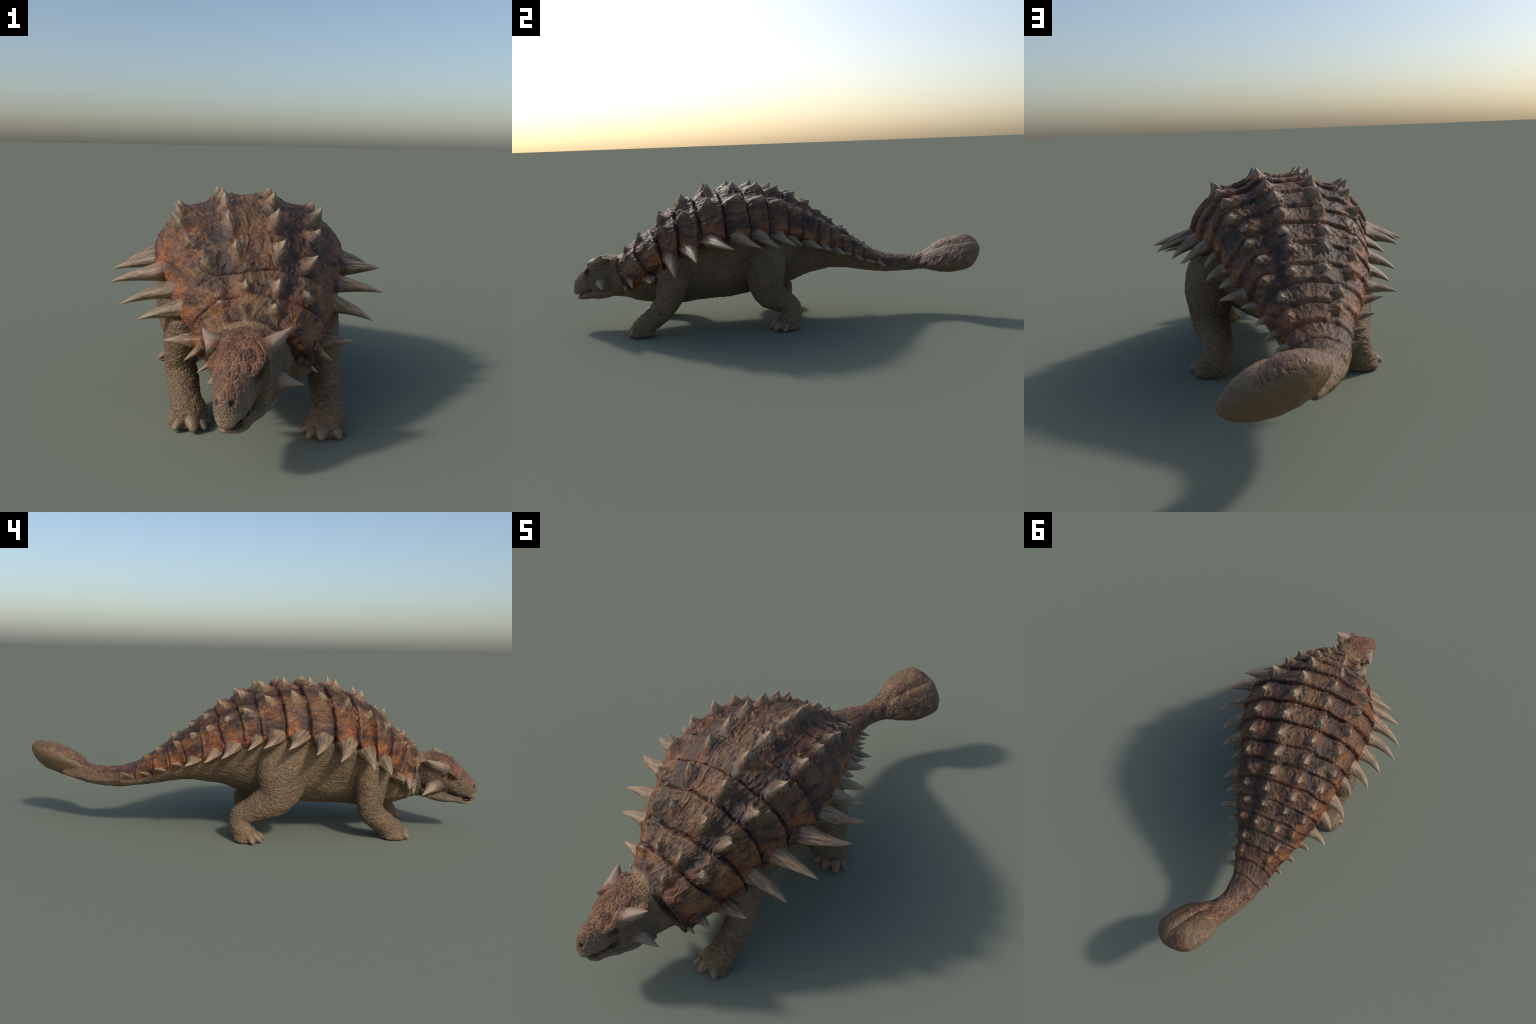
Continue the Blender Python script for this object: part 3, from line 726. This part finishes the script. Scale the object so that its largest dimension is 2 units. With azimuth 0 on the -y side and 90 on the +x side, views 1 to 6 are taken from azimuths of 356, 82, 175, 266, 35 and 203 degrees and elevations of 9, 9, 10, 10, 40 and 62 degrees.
def grown_spike(base, n0, fwd, across, tip, R, seed, seg=32, rings=20):
    """A keeled, back-swept spike whose skirt lies on the hide it grows from."""
    rng = np.random.default_rng(seed)
    a = np.linspace(0, 2 * math.pi, seg, endpoint=False) ; ca, sa = np.cos(a), np.sin(a)
    fr, lt, re = R
    reach = 1 / np.sqrt((ca / lt) ** 2 + (sa / np.where(sa < 0, fr, re)) ** 2) * (1 + .07 * np.sin(3 * a + rng.uniform(0, 6)) + .05 * np.sin(5 * a + rng.uniform(0, 6)))
    reach *= 1 + .12 * np.abs(sa) ** 8
    up = tip - base; H = np.linalg.norm(up)
    amps = rng.uniform(.3, 1, 4); phs = rng.uniform(0, 6.28, 4)
    fold = sum(am * np.sin(k * a + p) for am, k, p in zip(amps, (4, 7, 9, 13), phs)) / 2.4
    out = []
    for i in range(rings):
        q = 1 - (i / rings) ** .85                       # 1 at the skirt, 0 at the tip
        k = (1 - q) ** 2.1
        lift = k * up + n0 * (.12 * H * k * (1 - k)) - fwd * (.14 * H * k * (1 - k))
        for j in range(seg):
            p = base + (across * ca[j] + fwd * sa[j]) * reach[j] * q
            s_, nn = drop(p, n0)
            out.append(s_ + lift + nn * (-.0015 * (k < .02) + fold[j] * .09 * H * k ** .5 * q))
    v = np.vstack(out + [tip]); f = []
    for i in range(rings - 1):
        for j in range(seg):
            q = (j + 1) % seg; f.append((i * seg + j, i * seg + q, (i + 1) * seg + q, (i + 1) * seg + j))
    f += [((rings - 1) * seg + j, (rings - 1) * seg + (j + 1) % seg, len(v) - 1) for j in range(seg)]
    return v, f

count = 0
for row, side, upper in ((MEDIAL_R, 1, 0), (MEDIAL_L, -1, 0), (UPPER_R, 1, 1), (UPPER_L, -1, 1)):
    for i, tip in enumerate(row):
        tip = np.array(tip); count += 1
        s_, n0, _, hgt = BVH0.find_nearest(Vector(tip)); S0, n0 = np.array(s_), np.array(n0)
        hgt = max(hgt + .004, .014)
        base, _ = drop(S0 - BACK * (.16 * hgt) * (1 if i > 0 else .3), n0)
        n0 = unit(n0)
        fwd = unit(BACK - (BACK @ n0) * n0); across = unit(np.cross(n0, fwd))
        R = (.020 + 1.45 * hgt, .012 + .60 * hgt, .008 + .38 * hgt)     # reach toward the head, sideways, toward the tail
        v, f = grown_spike(base, n0, fwd, across, tip, R, count)
        amber = (upper and i in (12, 14))
        horn_object("back_spike", v, f, base, tip, fwd, AMBER_MAT if amber else SPIKE_MAT, ring_part(base[1]))
for row, side in ((FLANK_R, 1), (FLANK_L, -1)):
    for i, tip in enumerate(row):
        tip = np.array(tip); count += 1
        s0 = FLANK_S[i]; w0 = FLANK_W[i]
        y0 = s0
        for _ in range(8):
            xx = float(x_mid(y0)) + side * float(w_arm(y0)) * .97; zz = float(z_edge(y0)) - .012
            y0 = s0 + float(turn(y0)) * (xx - float(x_mid(y0))) + (float(k_lean(y0)) * (float(z_top(y0)) - zz) if i < 2 else 0)
            y0 = min(max(y0, -.74), .6)
        if i < 3: zz -= .014
        outd = unit(np.array([side * math.cos(float(turn(y0))), side * math.sin(float(turn(y0))), -.10]))
        base = np.array([xx, y0, zz]) - outd * .006
        if i < 2:
            base = tip - unit(np.array([side * .72, .10, -.58])) * .056; outd = unit(tip - base)
        L = np.linalg.norm(tip - base)
        n0 = unit(outd * .75 + (tip - base) / L * .5)
        fwd = unit(BACK - (BACK @ n0) * n0); across = unit(np.cross(n0, fwd))
        P0 = base - n0 * min(.035, .25 * L + .008)
        P1 = base + np.array([0, 0, .05 * L if i > 1 else 0]) + unit(outd * .55 + (tip - base) / L * .75 - BACK * (.24 if i > 4 else .06)) * L * .50
        v, f = horn_mesh(P0, P1, tip, n0, across, w0 * .64, w0 * .45, .92, 1.7, .12, seg=30, rings=26, seed=count, ridge=.06)
        horn_object("flank_spike", v, f, base, tip, fwd, COLLAR_MAT if i < 3 else FLANK_MAT, ring_part(s0))
# head horns: one behind each brow, one on each cheek
for sd in (1, -1):
    for tip_l, base_l, ra, rb, pw in (((.012, .129, .353), (.052, .072, .309), .052, .036, .98), ((.0, .140, .192), (.036, .076, .220), .042, .036, 1.08)):
        tip, base = hp(tip_l[0], sd * tip_l[1], tip_l[2]), hp(base_l[0], sd * base_l[1], base_l[2])
        d = unit(tip - base); fwd = unit(-HF - (-HF @ d) * d); across = unit(np.cross(d, fwd)); L = np.linalg.norm(tip - base)
        count += 1
        v, f = horn_mesh(base - d * .018, base + d * L * .5 + HF * .10 * L, tip, unit(d + HS * sd * .4), across, ra, rb, pw, 1.8, .15, seed=count, ridge=.03)
        horn_object("head_horn", v, f, base, tip, fwd, HEADHORN_MAT, PARTS["head"])
    # eye
    c = hp(.114, sd * .0500, .262); me = bpy.data.meshes.new("eye"); sp = Soup(); sp.blob((0, 0, 0), (EX, EY, EZ), (.0105, .0105, .0105))
    me.from_pydata([tuple(p) for p in sp.v[0]], [], sp.f); me.update(); me.polygons.foreach_set("use_smooth", np.ones(len(me.polygons), bool))
    ob = link("eye", me, EYE_MAT, PARTS["head"])
    z_ = unit(HS * sd + HF * .45 - HU * .05); x_ = unit(np.cross(HU, z_)); y_ = np.cross(z_, x_)
    ob.matrix_world = Matrix.Translation(Vector(c)) @ Matrix(np.stack([x_, y_, z_], 1).tolist()).to_4x4()
sp = Soup(); sp.blob(hp(.172, 0, .152), (HF, HS, HU), (.033, .026, .007))
me = bpy.data.meshes.new("mouth"); me.from_pydata([tuple(p) for p in sp.v[0]], [], sp.f); me.update(); me.polygons.foreach_set("use_smooth", np.ones(len(me.polygons), bool))
link("mouth", me, MOUTH_MAT, PARTS["head"])
# claws
for k, toes in TOES.items():
    foot = np.array(LIMBS[k][-1][:3])
    for tx, ty, r in toes:
        tip = np.array([tx, ty, .004]); d = unit(tip - np.array([foot[0], foot[1], .004]))
        base = tip - d * r * 1.9 + np.array([0, 0, r * .92]); count += 1
        dd = unit(tip - base); across = unit(np.cross(EZ, dd)); L = np.linalg.norm(tip - base)
        v, f = horn_mesh(base - dd * r * .5, base + dd * L * .5 + np.array([0, 0, r * .6]), tip, dd, across, r * 1.04, r * 1.16, .40, 2.0, .0, seg=22, rings=14, seed=count, ridge=.04)
        v[:, 2] = np.maximum(v[:, 2], .0005)
        horn_object("claw", v, f, base, tip, np.array([0, 0, 1.]), CLAW_MAT, PARTS[k])
